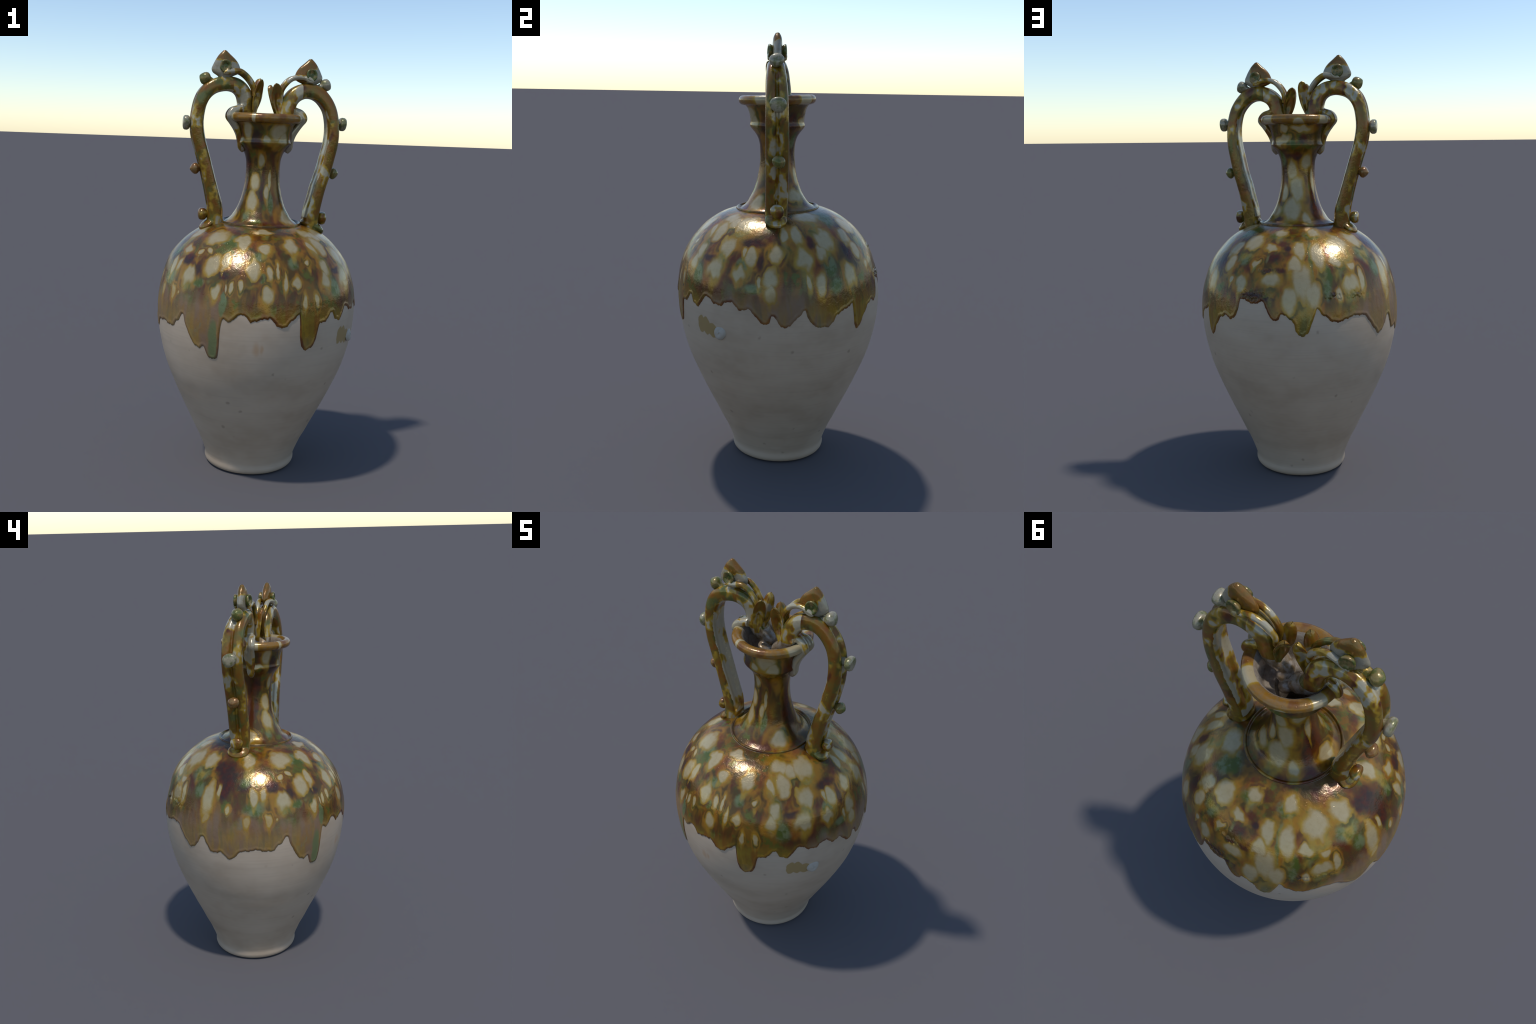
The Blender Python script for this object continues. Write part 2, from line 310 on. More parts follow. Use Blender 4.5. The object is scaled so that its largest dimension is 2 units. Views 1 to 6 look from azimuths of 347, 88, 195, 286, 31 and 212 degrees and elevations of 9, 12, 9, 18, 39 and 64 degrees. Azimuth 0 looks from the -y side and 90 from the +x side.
def dabbed_glaze(name, dabs, greens, darks, surface, zsq, warp, seed, edge=False, downhill=1.0):
    N = Nodes(name)
    # wander the dab outlines a little, mostly downhill
    w1 = N.vmath("SUBTRACT", N.noise(N.co, 16, 2, 0.5, color=True), (0.5, 0.5, 0.5))
    w2 = N.vmath("SUBTRACT", N.noise(N.mapping(N.co, scale=(1, 1, 0.45)), 55, 2, 0.5, color=True), (0.5, 0.5, 0.5))
    p = N.vmath("ADD", N.co, N.vmath("ADD", N.vmath("SCALE", w1, scale=warp), N.vmath("SCALE", w2, scale=warp*0.22)))
    col, a, b, c = running_base(N, zsq, seed)
    tone = N.noise(N.co, 23, 3, 0.6)
    run = N.math("SUBTRACT", N.noise(N.mapping(N.co, loc=(seed, 5, 0), scale=(1, 1, 0.22)), 24, 1, 0.45), 0.5)
    down = N.mapping(N.co, scale=(1.7*downhill, 1.7*downhill, 0.0))
    down = N.vmath("SUBTRACT", down, (0, 0, 0.8))
    ps = N.vmath("ADD", p, N.vmath("SCALE", down, scale=N.math("MULTIPLY", run, 0.075)))
    d = N.blob_field(ps, dabs, surface, 0.16)
    d = N.math("ADD", d, N.math("MULTIPLY", N.math("SUBTRACT", tone, 0.5), 0.30))
    far = N.step(N.math("ADD", d, N.math("MULTIPLY", N.math("SUBTRACT", c, 0.5), 2.8)), 1.20, 1.90)
    col = N.mix(N.math("MULTIPLY", far, 0.86), col, N.mix(N.step(a, 0.42, 0.56), N.mix(N.step(b, 0.42, 0.58), OXBLOOD, UMBER), N.mix(N.step(tone, 0.36, 0.50), GREEN, N.mix(N.step(run, -0.04, 0.06), UMBER, (0.16, 0.075, 0.006)))))
    dk = N.blob_field(p, darks, surface, 0.2)
    dk = N.math("ADD", dk, N.math("MULTIPLY", N.math("SUBTRACT", a, 0.5), 0.9))
    col = N.mix(N.step(dk, 1.50, 0.55, 0, 0.92), col, N.mix(N.step(tone, 0.40, 0.62), DARK, OXBLOOD))
    gr = N.blob_field(p, greens, surface, 0.2)
    gr = N.math("ADD", gr, N.math("MULTIPLY", N.math("SUBTRACT", b, 0.5), 1.6))
    col = N.mix(N.step(gr, 1.45, 0.55, 0, 0.9), col, N.mix(N.step(tone, 0.40, 0.60), GREEN, TEAL))
    dull = N.math("ADD", 0.0, 0.0)
    sep = N.t.nodes.new("ShaderNodeSeparateXYZ"); N.put(sep.inputs[0], N.co); x, y, z = sep.outputs
    if edge:
        cx = N.math("MULTIPLY_ADD", z, 0.0105, -0.0070); cy = N.math("MULTIPLY_ADD", z, -0.0197, 0.0140)
        az = N.math("MULTIPLY", N.math("ARCTAN2", N.math("SUBTRACT", x, cx), N.math("SUBTRACT", cy, y)), 180/math.pi)
        # dull grey-brown band towards the lower edge, weakest to the south-east
        west = N.step(N.math("COSINE", N.math("MULTIPLY", N.math("SUBTRACT", az, -82.0), math.pi/180)), 0.25, 0.85)
        east = N.step(N.math("COSINE", N.math("MULTIPLY", N.math("SUBTRACT", az, 82.0), math.pi/180)), 0.72, 0.95)
        side = N.math("MAXIMUM", west, N.math("MULTIPLY", east, 0.85))
        lim = N.math("ADD", N.math("MULTIPLY", side, 0.205), 0.725)
        lim = N.math("ADD", lim, N.math("MULTIPLY", N.math("SUBTRACT", N.noise(flow_coords(N, 0.3), 9, 3), 0.5), 0.22))
        dull = N.step(N.math("SUBTRACT", lim, z), -0.035, 0.06)
        # pooled honey-coloured glaze in the runs
        runs = N.noise(flow_coords(N, 0.12), 26, 2, 0.5)
        pool = N.math("MULTIPLY", N.step(N.math("ADD", z, N.math("MULTIPLY", runs, 0.10)), 0.955, 0.86), 0.72)
        col = N.mix(pool, col, N.ramp(runs, [(0.34, (0.25, 0.105, 0.010)), (0.48, (0.29, 0.175, 0.016)), (0.58, YELLOW), (0.70, (0.15, 0.135, 0.03))]))
        dcol = N.ramp(N.noise(flow_coords(N, 0.4), 14, 4, 0.6), [(0.32, (0.185, 0.128, 0.088)), (0.5, DULL), (0.62, (0.225, 0.130, 0.050)), (0.72, (0.165, 0.150, 0.095))])
        col = N.mix(N.math("MULTIPLY", dull, N.step(runs, 0.38, 0.62, 0.92, 0.55)), col, dcol)
        gg = N.blob_field(p, [(-36, .72, .020, .095), (-31, .89, .014, .05)], surface, 0.2)
        col = N.mix(N.step(gg, 1.25, 0.8, 0, 0.9), col, (0.120, 0.145, 0.060))
    # melted glaze trails downhill from every dab
    tails = [(az_, z_ - 0.75*h_ if downhill == 0 or z_ < 1.1 else z_ - 0.45*h_, w_*(0.62 + 0.3*math.sin(az_*1.7)), h_*(1.25 + 0.40*math.sin(az_*2.9 + 1))) for az_, z_, w_, h_ in dabs]
    dt = N.blob_field(ps, tails, surface, 0.25)
    dt = N.math("ADD", dt, N.math("MULTIPLY", N.math("SUBTRACT", run, 0.0), 1.2))
    tail = N.math("MULTIPLY", N.step(dt, 1.35, 0.45), N.step(tone, 0.30, 0.55, 0.30, 0.72))
    tcol = N.ramp(a, [(0.32, (0.26, 0.135, 0.012)), (0.46, YELLOW), (0.58, (0.20, 0.185, 0.045)), (0.70, (0.19, 0.20, 0.085))])
    tcol = N.mix(N.step(run, 0.09, 0.18, 0, 0.55), tcol, (0.32, 0.255, 0.10))
    tail = N.math("MULTIPLY", tail, N.math("SUBTRACT", 1.0, N.math("MULTIPLY", dull, 0.45)))
    col = N.mix(tail, col, tcol)
    halo = N.step(d, 1.32, 0.95)
    col = N.mix(N.math("MULTIPLY", halo, N.step(b, 0.66, 0.46, 0.25, 0.80)), col, N.ramp(a, [(0.35, (0.265, 0.150, 0.012)), (0.65, YELLOW)]))
    line = N.math("MULTIPLY", N.math("MULTIPLY", N.step(d, 1.04, 1.16), N.step(d, 1.62, 1.28)), N.step(N.noise(N.mapping(N.co, loc=(seed, 9, 4)), 9.5, 2, 0.5), 0.50, 0.60))
    line = N.math("MULTIPLY", line, N.math("SUBTRACT", 1.0, N.math("MULTIPLY", dull, 0.8)))
    col = N.mix(N.math("MULTIPLY", line, 0.72), col, N.mix(N.step(b, 0.45, 0.55), (0.075, 0.026, 0.008), (0.050, 0.052, 0.010)))
    core = N.step(d, 1.08, 0.58)
    core = N.math("MULTIPLY", core, N.math("SUBTRACT", 1.0, N.math("MULTIPLY", dull, 0.45)))
    col = N.mix(N.math("MULTIPLY", core, 0.90), col, N.mix(N.noise(N.co, 30, 3), CREAM, (0.370, 0.290, 0.145)))
    if edge:
        # the thick bead of glaze at the very edge fires darker
        e = None
        for off in (-0.7, 0.0, 0.7):
            v = edge_curve(N, N.math("ADD", az, off)) 
            e = v if e is None else N.math("MAXIMUM", e, v)
        dist = N.math("SUBTRACT", z, e)
        patch = N.step(N.noise(N.co, 12, 2), 0.36, 0.56)
        rim = N.math("MULTIPLY", N.step(dist, 0.019, 0.001), N.math("MULTIPLY", patch, N.math("SUBTRACT", 1.0, N.math("MULTIPLY", west, 0.6))))
        col = N.mix(N.math("MULTIPLY", rim, 0.85), col, N.mix(N.step(tone, 0.4, 0.6), (0.095, 0.022, 0.008), (0.19, 0.070, 0.009)))
    return glaze_surface(N, col, dull)

def edge_curve(N, az):
    """The run line of the glaze as four quarter-turn curves."""
    az = N.math("WRAP", az, 180.0, -180.0)
    acc = None
    for q in range(4):
        a0 = -180 + 90*q
        n = N.t.nodes.new("ShaderNodeFloatCurve"); cm = n.mapping; cm.use_clip = False; cu = cm.curves[0]
        xs = np.linspace(0, 1, 61); zs = (glaze_edge(a0 + 90*np.clip(xs, 0.0005, 0.9995)) - 0.5) / 0.5
        while len(cu.points) < len(xs): cu.points.new(0.5, 0.5)
        for pt, xx, zz in zip(cu.points, xs, zs): pt.location = (xx, zz); pt.handle_type = "VECTOR"
        cm.update()
        u = N.math("DIVIDE", N.math("SUBTRACT", az, a0), 90.0)
        N.put(n.inputs["Factor"], 1.0); N.put(n.inputs["Value"], u)
        inside = N.math("MULTIPLY", N.math("GREATER_THAN", u, 0.0), N.math("LESS_THAN", u, 1.0))
        v = N.math("MULTIPLY", inside, N.math("MULTIPLY_ADD", n.outputs[0], 0.5, 0.5))
        acc = v if acc is None else N.math("MAXIMUM", acc, v)
    return acc

def patchy_glaze(name, seed, cream=0.55, scale=1.0):
    """Glaze for the modelled handles: larger random patches, no placed dabs."""
    N = Nodes(name)
    off = N.mapping(N.co, loc=(seed, -seed, seed*0.5))
    w = N.vmath("SCALE", N.vmath("SUBTRACT", N.noise(off, 20, 2, 0.5, color=True), (0.5, 0.5, 0.5)), scale=0.035)
    p = N.mapping(N.vmath("ADD", off, w), scale=(1, 1, 0.7))
    a = N.noise(p, 15*scale, 2, 0.55); b = N.noise(N.mapping(p, loc=(3, 1, 7)), 13*scale, 2, 0.55); c = N.noise(N.mapping(p, loc=(8, 4, 2)), 12*scale, 2, 0.5)
    t = N.noise(p, 30*scale, 3, 0.6)
    col = N.ramp(t, [(0.30, AMBER), (0.46, (0.19, 0.092, 0.009)), (0.62, (0.165, 0.105, 0.012)), (0.78, YELLOW)])
    col = N.mix(N.step(b, 0.53, 0.66, 0, 0.8), col, N.mix(N.step(t, 0.4, 0.62), GREEN, (0.11, 0.13, 0.04)))
    col = N.mix(N.step(c, 0.42, 0.30, 0, 0.85), col, N.mix(N.step(t, 0.4, 0.6), OXBLOOD, UMBER))
    col = N.mix(N.step(a, cream - 0.075, cream), col, YELLOW)
    col = N.mix(N.step(a, cream - 0.01, cream + 0.045, 0, 0.95), col, N.mix(t, CREAM, (0.35, 0.33, 0.26)))
    return glaze_surface(N, col, N.math("ADD", 0.0, 0.0))

def plain_glaze(name, tint, fleck, rough_dull=0.15):
    N = Nodes(name)
    t = N.noise(N.co, 38, 3, 0.6)
    col = N.mix(N.step(t, 0.42, 0.62), tint, fleck)
    return glaze_surface(N, col, N.math("ADD", rough_dull, 0.0))

def rim_glaze(name):
    N = Nodes(name)
    w = N.vmath("SCALE", N.vmath("SUBTRACT", N.noise(N.co, 22, 2, 0.5, color=True), (0.5, 0.5, 0.5)), scale=0.02)
    p = N.vmath("ADD", N.co, w)
    t = N.noise(N.co, 48, 3, 0.65)
    col = N.mix(N.step(t, 0.38, 0.66), (0.27, 0.125, 0.012), (0.235, 0.135, 0.045))
    col = N.mix(N.step(N.noise(N.co, 14, 2), 0.44, 0.30, 0, 0.7), col, (0.14, 0.045, 0.012))
    gaps = N.blob_field(p, [(-31, 1.70, .008, .05), (-80, 1.70, .026, .05), (68, 1.70, .042, .05), (-165, 1.685, .024, .018), (-121, 1.70, .026, .05), (137, 1.70, .034, .05)],
                        lambda z: 0.165, 0.1)
    col = N.mix(N.step(gaps, 1.5, 1.0), col, YELLOW)
    col = N.mix(N.step(gaps, 1.15, 0.9), col, CREAM)
    return glaze_surface(N, col, N.math("ADD", 0.1, 0.0))

def clay(name, stained=True):
    N = Nodes(name)
    big = N.noise(N.mapping(N.co, scale=(1, 1, 1.6)), 3.2, 4, 0.6)
    col = N.ramp(big, [(0.30, (0.368, 0.280, 0.198)), (0.5, CLAY), (0.70, (0.470, 0.374, 0.280))])
    lines = N.noise(N.mapping(N.co, scale=(0.6, 0.6, 26)), 4.5, 3, 0.6)
    col = N.mix(N.math("MULTIPLY", N.step(lines, 0.45, 0.70), 0.16), col, (0.30, 0.245, 0.185))
    warm = N.noise(N.mapping(N.co, loc=(4, 2, 1)), 6, 3, 0.6)
    col = N.mix(N.step(warm, 0.60, 0.78, 0, 0.30), col, (0.40, 0.275, 0.175))
    v = N.t.nodes.new("ShaderNodeTexVoronoi"); v.inputs["Scale"].default_value = 17; N.put(v.inputs["Vector"], N.vmath("ADD", N.co, N.vmath("SCALE", N.noise(N.co, 30, 2, color=True), scale=0.02)))
    pick = N.step(N.t.nodes.new("ShaderNodeSeparateColor").outputs[0], 0, 1) if False else None
    sepc = N.t.nodes.new("ShaderNodeSeparateColor"); N.put(sepc.inputs[0], v.outputs["Color"])
    spot = N.math("MULTIPLY", N.step(v.outputs["Distance"], 0.20, 0.06), N.step(sepc.outputs[0], 0.80, 0.86))
    col = N.mix(N.math("MULTIPLY", spot, 0.48), col, (0.17, 0.125, 0.085))
    grain = N.noise(N.co, 220, 3, 0.6)
    if stained:
        w = N.vmath("SCALE", N.vmath("SUBTRACT", N.noise(N.co, 25, 2, 0.5, color=True), (0.5, 0.5, 0.5)), scale=0.02)
        st = N.blob_field(N.vmath("ADD", N.co, w), [(42.0, .728, .022, .038), (46.0, .724, .024, .040), (50.5, .712, .026, .035)], belly_r, 0.2)
        col = N.mix(N.step(st, 1.1, 0.98, 0, 0.85), col, N.mix(grain, (0.265, 0.170, 0.048), (0.30, 0.20, 0.065)))
        rust = N.blob_field(N.vmath("ADD", N.co, w), [(-12, .70, .014, .030), (-9, .70, .008, .02)], belly_r, 0.2)
        col = N.mix(N.step(rust, 1.6, 0.2, 0, 0.45), col, (0.38, 0.20, 0.08))
    h = N.math("ADD", N.math("MULTIPLY", lines, 0.8), N.math("MULTIPLY", grain, 0.25))
    h = N.math("SUBTRACT", h, N.math("MULTIPLY", spot, 0.7))
    return N.finish(col, N.math("ADD", 0.46, N.math("MULTIPLY", big, 0.12)), N.bump(h, 0.12, 0.003), spec=0.42)

def upper_r(z):
    pts = COLLAR[3:] + NECK + CUP + RIM[:4]
    return np.interp(z, [p[0] for p in pts], [p[1] for p in pts])

M_CLAY = clay("bare_clay")
M_COAT = dabbed_glaze("splashed_glaze", [(a, z - 0.06*h, w*0.95, h*1.12) for a, z, w, h in DABS_BELLY], GREEN_BELLY, DARK_BELLY, belly_r, 0.17, 0.026, 0.0, edge=True)
M_NECK = dabbed_glaze("neck_glaze", DABS_NECK, GREEN_NECK, DARK_NECK, upper_r, 0.16, 0.018, 3.0, downhill=0.0)
M_RIM = rim_glaze("rim_glaze")
M_IN = plain_glaze("inner_glaze", (0.27, 0.215, 0.165), (0.33, 0.28, 0.22))
M_HANDLE = patchy_glaze("handle_glaze", 0.0, 0.595)
M_HANDLE_IN = patchy_glaze("handle_underside", 8.0, 0.455, 0.8)
M_HEAD = patchy_glaze("head_glaze", 2.0, 0.57)
M_JAW = patchy_glaze("jaw_glaze", 4.0, 0.49)
M_SNOUT = plain_glaze("snout_glaze", (0.30, 0.24, 0.175), (0.19, 0.125, 0.06))
M_LEAF = patchy_glaze("leaf_glaze", 5.0, 0.56)
def crest_glaze(name, point, direction):
    """Cream bud dipped in amber from one side."""
    N = Nodes(name)
    sep = N.t.nodes.new("ShaderNodeSeparateXYZ"); N.put(sep.inputs[0], N.vmath("SUBTRACT", N.co, point)); x, y, z = sep.outputs
    k = N.math("ADD", N.math("MULTIPLY", x, direction[0]), N.math("MULTIPLY", z, direction[1]))
    k = N.math("ADD", k, N.math("MULTIPLY", N.math("SUBTRACT", N.noise(N.co, 32, 2), 0.5), 0.055))
    t = N.noise(N.co, 40, 3, 0.6)
    cream = N.mix(N.step(N.noise(N.co, 26, 3), 0.5, 0.7), (0.30, 0.265, 0.19), (0.25, 0.20, 0.12))
    amber = N.mix(N.step(t, 0.42, 0.6), (0.20, 0.085, 0.010), (0.15, 0.085, 0.012))
    col = N.mix(N.step(k, -0.006, 0.0), cream, YELLOW); col = N.mix(N.step(k, -0.001, 0.006), col, amber)
    return glaze_surface(N, col, N.math("ADD", 0.1, 0.0))
M_CREST_W = crest_glaze("crest_glaze_west", (-0.190, 0, 1.950), (0.1, 1.0)); M_CREST_E = crest_glaze("crest_glaze_east", (0.235, 0, 1.925), (-0.9, 0.55))
M_KNOB = patchy_glaze("knob_glaze", 6.0, 0.54, 1.1)
M_EYE = plain_glaze("eye_glaze", (0.070, 0.085, 0.014), (0.23, 0.155, 0.05))
M_STRAND = patchy_glaze("strand_glaze", 7.0, 0.50, 1.0)
M_SEAL = None

# ---------------------------------------------------------------- build: vessel
root = bpy.data.objects.new("amphora", None); COLL.objects.link(root)
root["label"] = "tall two-handled earthenware jar with dripping amber, green and cream glaze"
root["category"] = "amphora vase"

SEG = 320
AZ = np.linspace(-math.pi, math.pi, SEG, endpoint=False)

def lathe_rows(profile):
    rows = []
    for z, r in profile:
        w = wobble(AZ, z) if r > 0.15 and z < 1.2 else 0.3*wobble(AZ, z)
        rows.append(place(AZ, z, np.maximum(r + w * min(1, r/0.05), 0.0)))
    return np.concatenate(rows)

outer = np.vstack([resample(PROFILE, 0.009)])
upper = np.vstack([resample(COLLAR, 0.0022), resample([COLLAR[-1]] + NECK, 0.007)[1:], resample([NECK[-1]] + CUP, 0.0035)[1:],
                   resample([CUP[-1]] + RIM, 0.003)[1:]])
inside = resample([RIM[-1]] + INSIDE[:13], 0.006)[1:]
cavity = np.array(INSIDE[13:])
outer[:, 1] -= 0.001*np.clip((outer[:, 0] - 0.60)/0.25, 0, 1)
prof_all = np.vstack([[(0.010, 0.0)], [(0.008, 0.12)], [(0.001, 0.185)], outer, upper, inside, cavity])
wall = mesh_from("wall", lathe_rows(prof_all), grid_faces(len(prof_all), SEG))
n_base = 3; n_outer = n_base + len(outer)
n_collar = n_outer + len(resample(COLLAR, 0.0022))
i_rim = n_outer + len(upper) - len(resample([CUP[-1]] + RIM, 0.003)[1:])
def ring_of(p): return min(p.vertices) // SEG
def wall_part(p):
    k = ring_of(p)
    z = sum(wall.vertices[v].co.z for v in p.vertices) / 4
    if k < n_outer - 1:
        return "foot" if z < FOOT_TOP else "belly"
    if k < n_outer + len(upper):
        if k < n_collar: return "collar"
        kk = k - n_outer
        r_z = prof_all[k]
        if r_z[0] < NECK_TOP and kk < len(upper) - 30: return "neck"
        return "cup" if k < i_rim else "rim"
    return "inner_wall"
parts = split_mesh(wall, wall_part,
    {"foot": "foot", "belly": "belly", "collar": "collar", "neck": "neck", "cup": "cup_mouth", "rim": "rim", "inner_wall": "inner_wall"},
    {"foot": root, "belly": root, "collar": "neck", "neck": root, "cup": root, "rim": "cup", "inner_wall": root},
    {"foot": M_CLAY, "belly": M_CLAY, "collar": M_NECK, "neck": M_NECK, "cup": M_NECK, "rim": M_RIM, "inner_wall": M_IN})

# the coat of glaze: a skin from the run line up to the collar, rounded off at its edge
def build_coat():
    C, R = 1440, 130
    azd = np.linspace(-180, 180, C, endpoint=False); az = np.radians(azd)
    zs = np.linspace(0.60, 1.2120, 500); rs = belly_r(zs)
    L = np.concatenate([[0], np.cumsum(np.hypot(np.diff(zs), np.diff(rs)))])
    e = glaze_edge(azd); Le = np.interp(e, zs, L); Lt = L[-1]
    t = np.concatenate([np.linspace(0, 0.10, 26)[:-1] ** 1.0, np.linspace(0.10, 1, R - 25)])
    dx = math.radians(360 / C) * 0.47
    rows = []
    for s in t:
        l = Le + (Lt - Le) * s; z = np.interp(l, L, zs); r = np.interp(l, L, rs)
        d = np.full(C, 9.0)
        for k in range(-14, 15):
            dz = np.maximum(0, l - np.roll(Le, -k))
            d = np.minimum(d, np.hypot(k*dx, dz))
        d = np.where(s == 0, 0, d)
        th = 0.0028*np.sqrt(np.clip(1 - (1 - np.clip(d/0.010, 0, 1))**2, 0, 1)) + 0.0018*np.exp(-((d - 0.009)/0.007)**2) - 0.0010
        fade = np.clip((Lt - l) / 0.03, 0, 1); th = th*(0.35 + 0.65*fade)
        # soft runs and puddles in the glaze, and old scars dragged round the shoulder on the far side
        th = th + np.clip(d/0.05, 0, 1) * (0.0003*np.sin(az*23 + 2*np.sin(az*5) + z*9) * np.clip((1.0 - z)/0.2, 0.15, 1))
        for a0, a1, z0, dep, wd in ((166, 181, 1.043, 0.0024, 0.005), (158, 167, 0.930, 0.0032, 0.007), (169, 178, 0.922, 0.0030, 0.008), (206, 216, 0.937, 0.0026, 0.006), (219, 231, 0.930, 0.0022, 0.006)):
            aa = np.where(azd < 0, azd + 360, azd)
            span = np.clip((aa - a0)/5, 0, 1) * np.clip((a1 - aa)/5, 0, 1)
            zz = z - z0 - 0.003*np.sin(aa*0.9) - 0.002*np.sin(aa*2.3); span = span*(0.65 + 0.35*np.sin(aa*1.9))
            th = th + np.clip(d/0.01, 0, 1) * span * dep * (np.exp(-(zz/wd)**2) - 0.9*np.exp(-((zz - 1.7*wd)/wd)**2))
        # broken, pitted skin where the glaze crawled
        aa = np.where(azd < 0, azd + 360, azd)
        for ac, aw, zc, zw in ((168, 9, 0.925, 0.022), (174, 7, 1.040, 0.010), (213, 6, 0.930, 0.014), (226, 6, 0.927, 0.012)):
            m = np.exp(-((aa - ac)/aw)**4 - ((z - zc)/zw)**2)*np.clip(d/0.012, 0, 1)
            if m.max() > 0.02:
                P = place(az, z, r)
                m[m < 0.02] = 0
                nz = np.zeros(C)
                for k in np.nonzero(m)[0]:
                    nz[k] = mnoise.noise(Vector(P[k])*85) + 0.6*mnoise.noise(Vector(P[k])*190)
                th = th + m*0.0052*nz
        rows.append(place(az, z, r + wobble(az, z) + th))
    me = mesh_from("glaze_coat", np.concatenate(rows), grid_faces(len(t), C))
    return new_object("glaze_coat", me, parts["belly"], M_COAT)
build_coat()
# a small clear wax lump stuck on the bare clay
def build_seal():
    a = math.radians(55.6); z = 0.709; c = place(np.float64(a), z, float(belly_r(z)))
    t = np.array([math.cos(a), math.sin(a), 0]); n = np.array([math.sin(a), -math.cos(a), 0.18]); n /= np.linalg.norm(n); m = np.cross(n, t)
    if m[2] < 0: m = -m
    V, rings, seg = [], 9, 40
    for i in range(rings):
        q = i/(rings - 1)
        for j in range(seg):
            f = 2*math.pi*j/seg
            R = q*(1 + 0.06*math.sin(2*f + 0.5) + 0.04*math.sin(3*f))
            h = 0.0105*(1 - q**9) + 0.0016*math.sin(5*q + 2*f)*(1 - q) - 0.004*q**2
            V.append(c + t*R*0.031*math.cos(f) + m*R*0.033*math.sin(f) + n*h)
    N = Nodes("wax")
    col = N.mix(N.noise(N.co, 40, 3), (0.34, 0.30, 0.25), (0.40, 0.36, 0.30))
    M = N.finish(col, 0.5, N.bump(N.noise(N.co, 60, 2), 0.4, 0.004), spec=0.3)
    new_object("wax_seal", mesh_from("wax_seal", V, grid_faces(rings, seg)), parts["belly"], M)
build_seal()

# ---------------------------------------------------------------- build: dragon handles
def loft(path, section, steps=140, nsec=44, cap=True):
    """Sweep section(u, phi)->(side, out) along a path of stations (x, y, z, *params) interpolated smoothly.
    `out` points to the left of the path direction seen in the handle plane, `side` across it."""
    P = np.asarray(path, float)
    L = np.concatenate([[0], np.cumsum(np.linalg.norm(np.diff(P[:, :3], axis=0), axis=1))])
    s = np.linspace(0, L[-1], steps)
    Q = np.column_stack([catmull(L, P[:, k], s) for k in range(P.shape[1])])
    T = np.gradient(Q[:, :3], axis=0); T /= np.linalg.norm(T, axis=1)[:, None]
    V = []
    phi = np.linspace(0, 2*math.pi, nsec, endpoint=False)
    for q, t in zip(Q, T):
        side = np.array([0, 1.0, 0]); side -= t*side.dot(t); side /= np.linalg.norm(side)
        out = np.cross(side, t)
        a, b = section(q[3:], phi)
        V.append(q[:3] + a[:, None]*side + b[:, None]*out)
    V = list(np.concatenate(V)); F = grid_faces(steps, nsec)
    if cap:
        V.append(Q[0, :3]); V.append(Q[-1, :3]); n = len(V)
        for j in range(nsec):
            k = (j + 1) % nsec
            F.append((n - 2, k, j)); F.append((n - 1, (steps-1)*nsec + j, (steps-1)*nsec + k))
    return V, F

def catmull(L, y, s):
    m = np.gradient(y, L)
    i = np.clip(np.searchsorted(L, s) - 1, 0, len(L) - 2); h = L[i+1] - L[i]; t = (s - L[i])/h
    return (2*t**3-3*t**2+1)*y[i] + (t**3-2*t**2+t)*h*m[i] + (-2*t**3+3*t**2)*y[i+1] + (t**3-t**2)*h*m[i+1]

def strap_section(par, phi, sign=1):
    """Two rolls of clay side by side: (half width, half thickness, groove outside, valley inside)."""
    w, th, g, v = par
    a = w*np.sign(np.cos(phi))*np.abs(np.cos(phi))**0.80
    b = th*np.sign(np.sin(phi))*np.abs(np.sin(phi))**np.where(np.sin(phi) > 0, 0.82, 0.70)
    top = np.clip(np.sin(phi)*3, 0, 1); bot = np.clip(-np.sin(phi)*3, 0, 1)
    lobe = np.sqrt(np.clip(1 - ((np.abs(a)/w - 0.5)/0.56)**2, 0, 1))
    k = min(1.0, g/0.006)*top
    b = b*(1 - 0.55*k) + k*0.55*th*1.08*lobe
    b = b - top*g*0.8*np.exp(-(a/0.0085)**2) - top*g*0.5*np.exp(-(a/0.019)**2) + bot*v*np.exp(-(a/0.020)**2)
    return a, b

def join(pieces):
    V, F = [], []
    for v, f in pieces:
        o = len(V); V += [tuple(x) for x in v]; F += [tuple(i + o for i in q) for q in f]
    return V, F

def ellipsoid(c, rx, ry, rz, tilt=0.0, nu=24, nv=16, dent=None):
    V, F = [], []
    for i in range(nv + 1):
        th = math.pi*i/nv
        for j in range(nu):
            f = 2*math.pi*j/nu
            p = np.array([rx*math.sin(th)*math.cos(f), ry*math.sin(th)*math.sin(f), rz*math.cos(th)])
            ct, st = math.cos(tilt), math.sin(tilt)
            V.append(np.array(c) + np.array([ct*p[0] + st*p[2], p[1], -st*p[0] + ct*p[2]]))
    F = grid_faces(nv + 1, nu)
    return V, F

def blend(name, V, F, voxel, smooth):
    """Fuse overlapping clay pieces into one skin."""
    me = mesh_from(name + "_raw", V, F)
    bm = bmesh.new(); bm.from_mesh(me); bmesh.ops.remove_doubles(bm, verts=bm.verts, dist=1e-5); bmesh.ops.recalc_face_normals(bm, faces=bm.faces); bm.to_mesh(me); bm.free()
    ob = bpy.data.objects.new(name + "_raw", me); COLL.objects.link(ob)
    r = ob.modifiers.new("fuse", "REMESH"); r.mode = "VOXEL"; r.voxel_size = voxel
    sm = ob.modifiers.new("soften", "SMOOTH"); sm.iterations = smooth; sm.factor = 0.5
    dg = bpy.context.evaluated_depsgraph_get()
    out = bpy.data.meshes.new_from_object(ob.evaluated_get(dg))
    bpy.data.objects.remove(ob); bpy.data.meshes.remove(me)
    out.shade_smooth(); out.update()
    return out

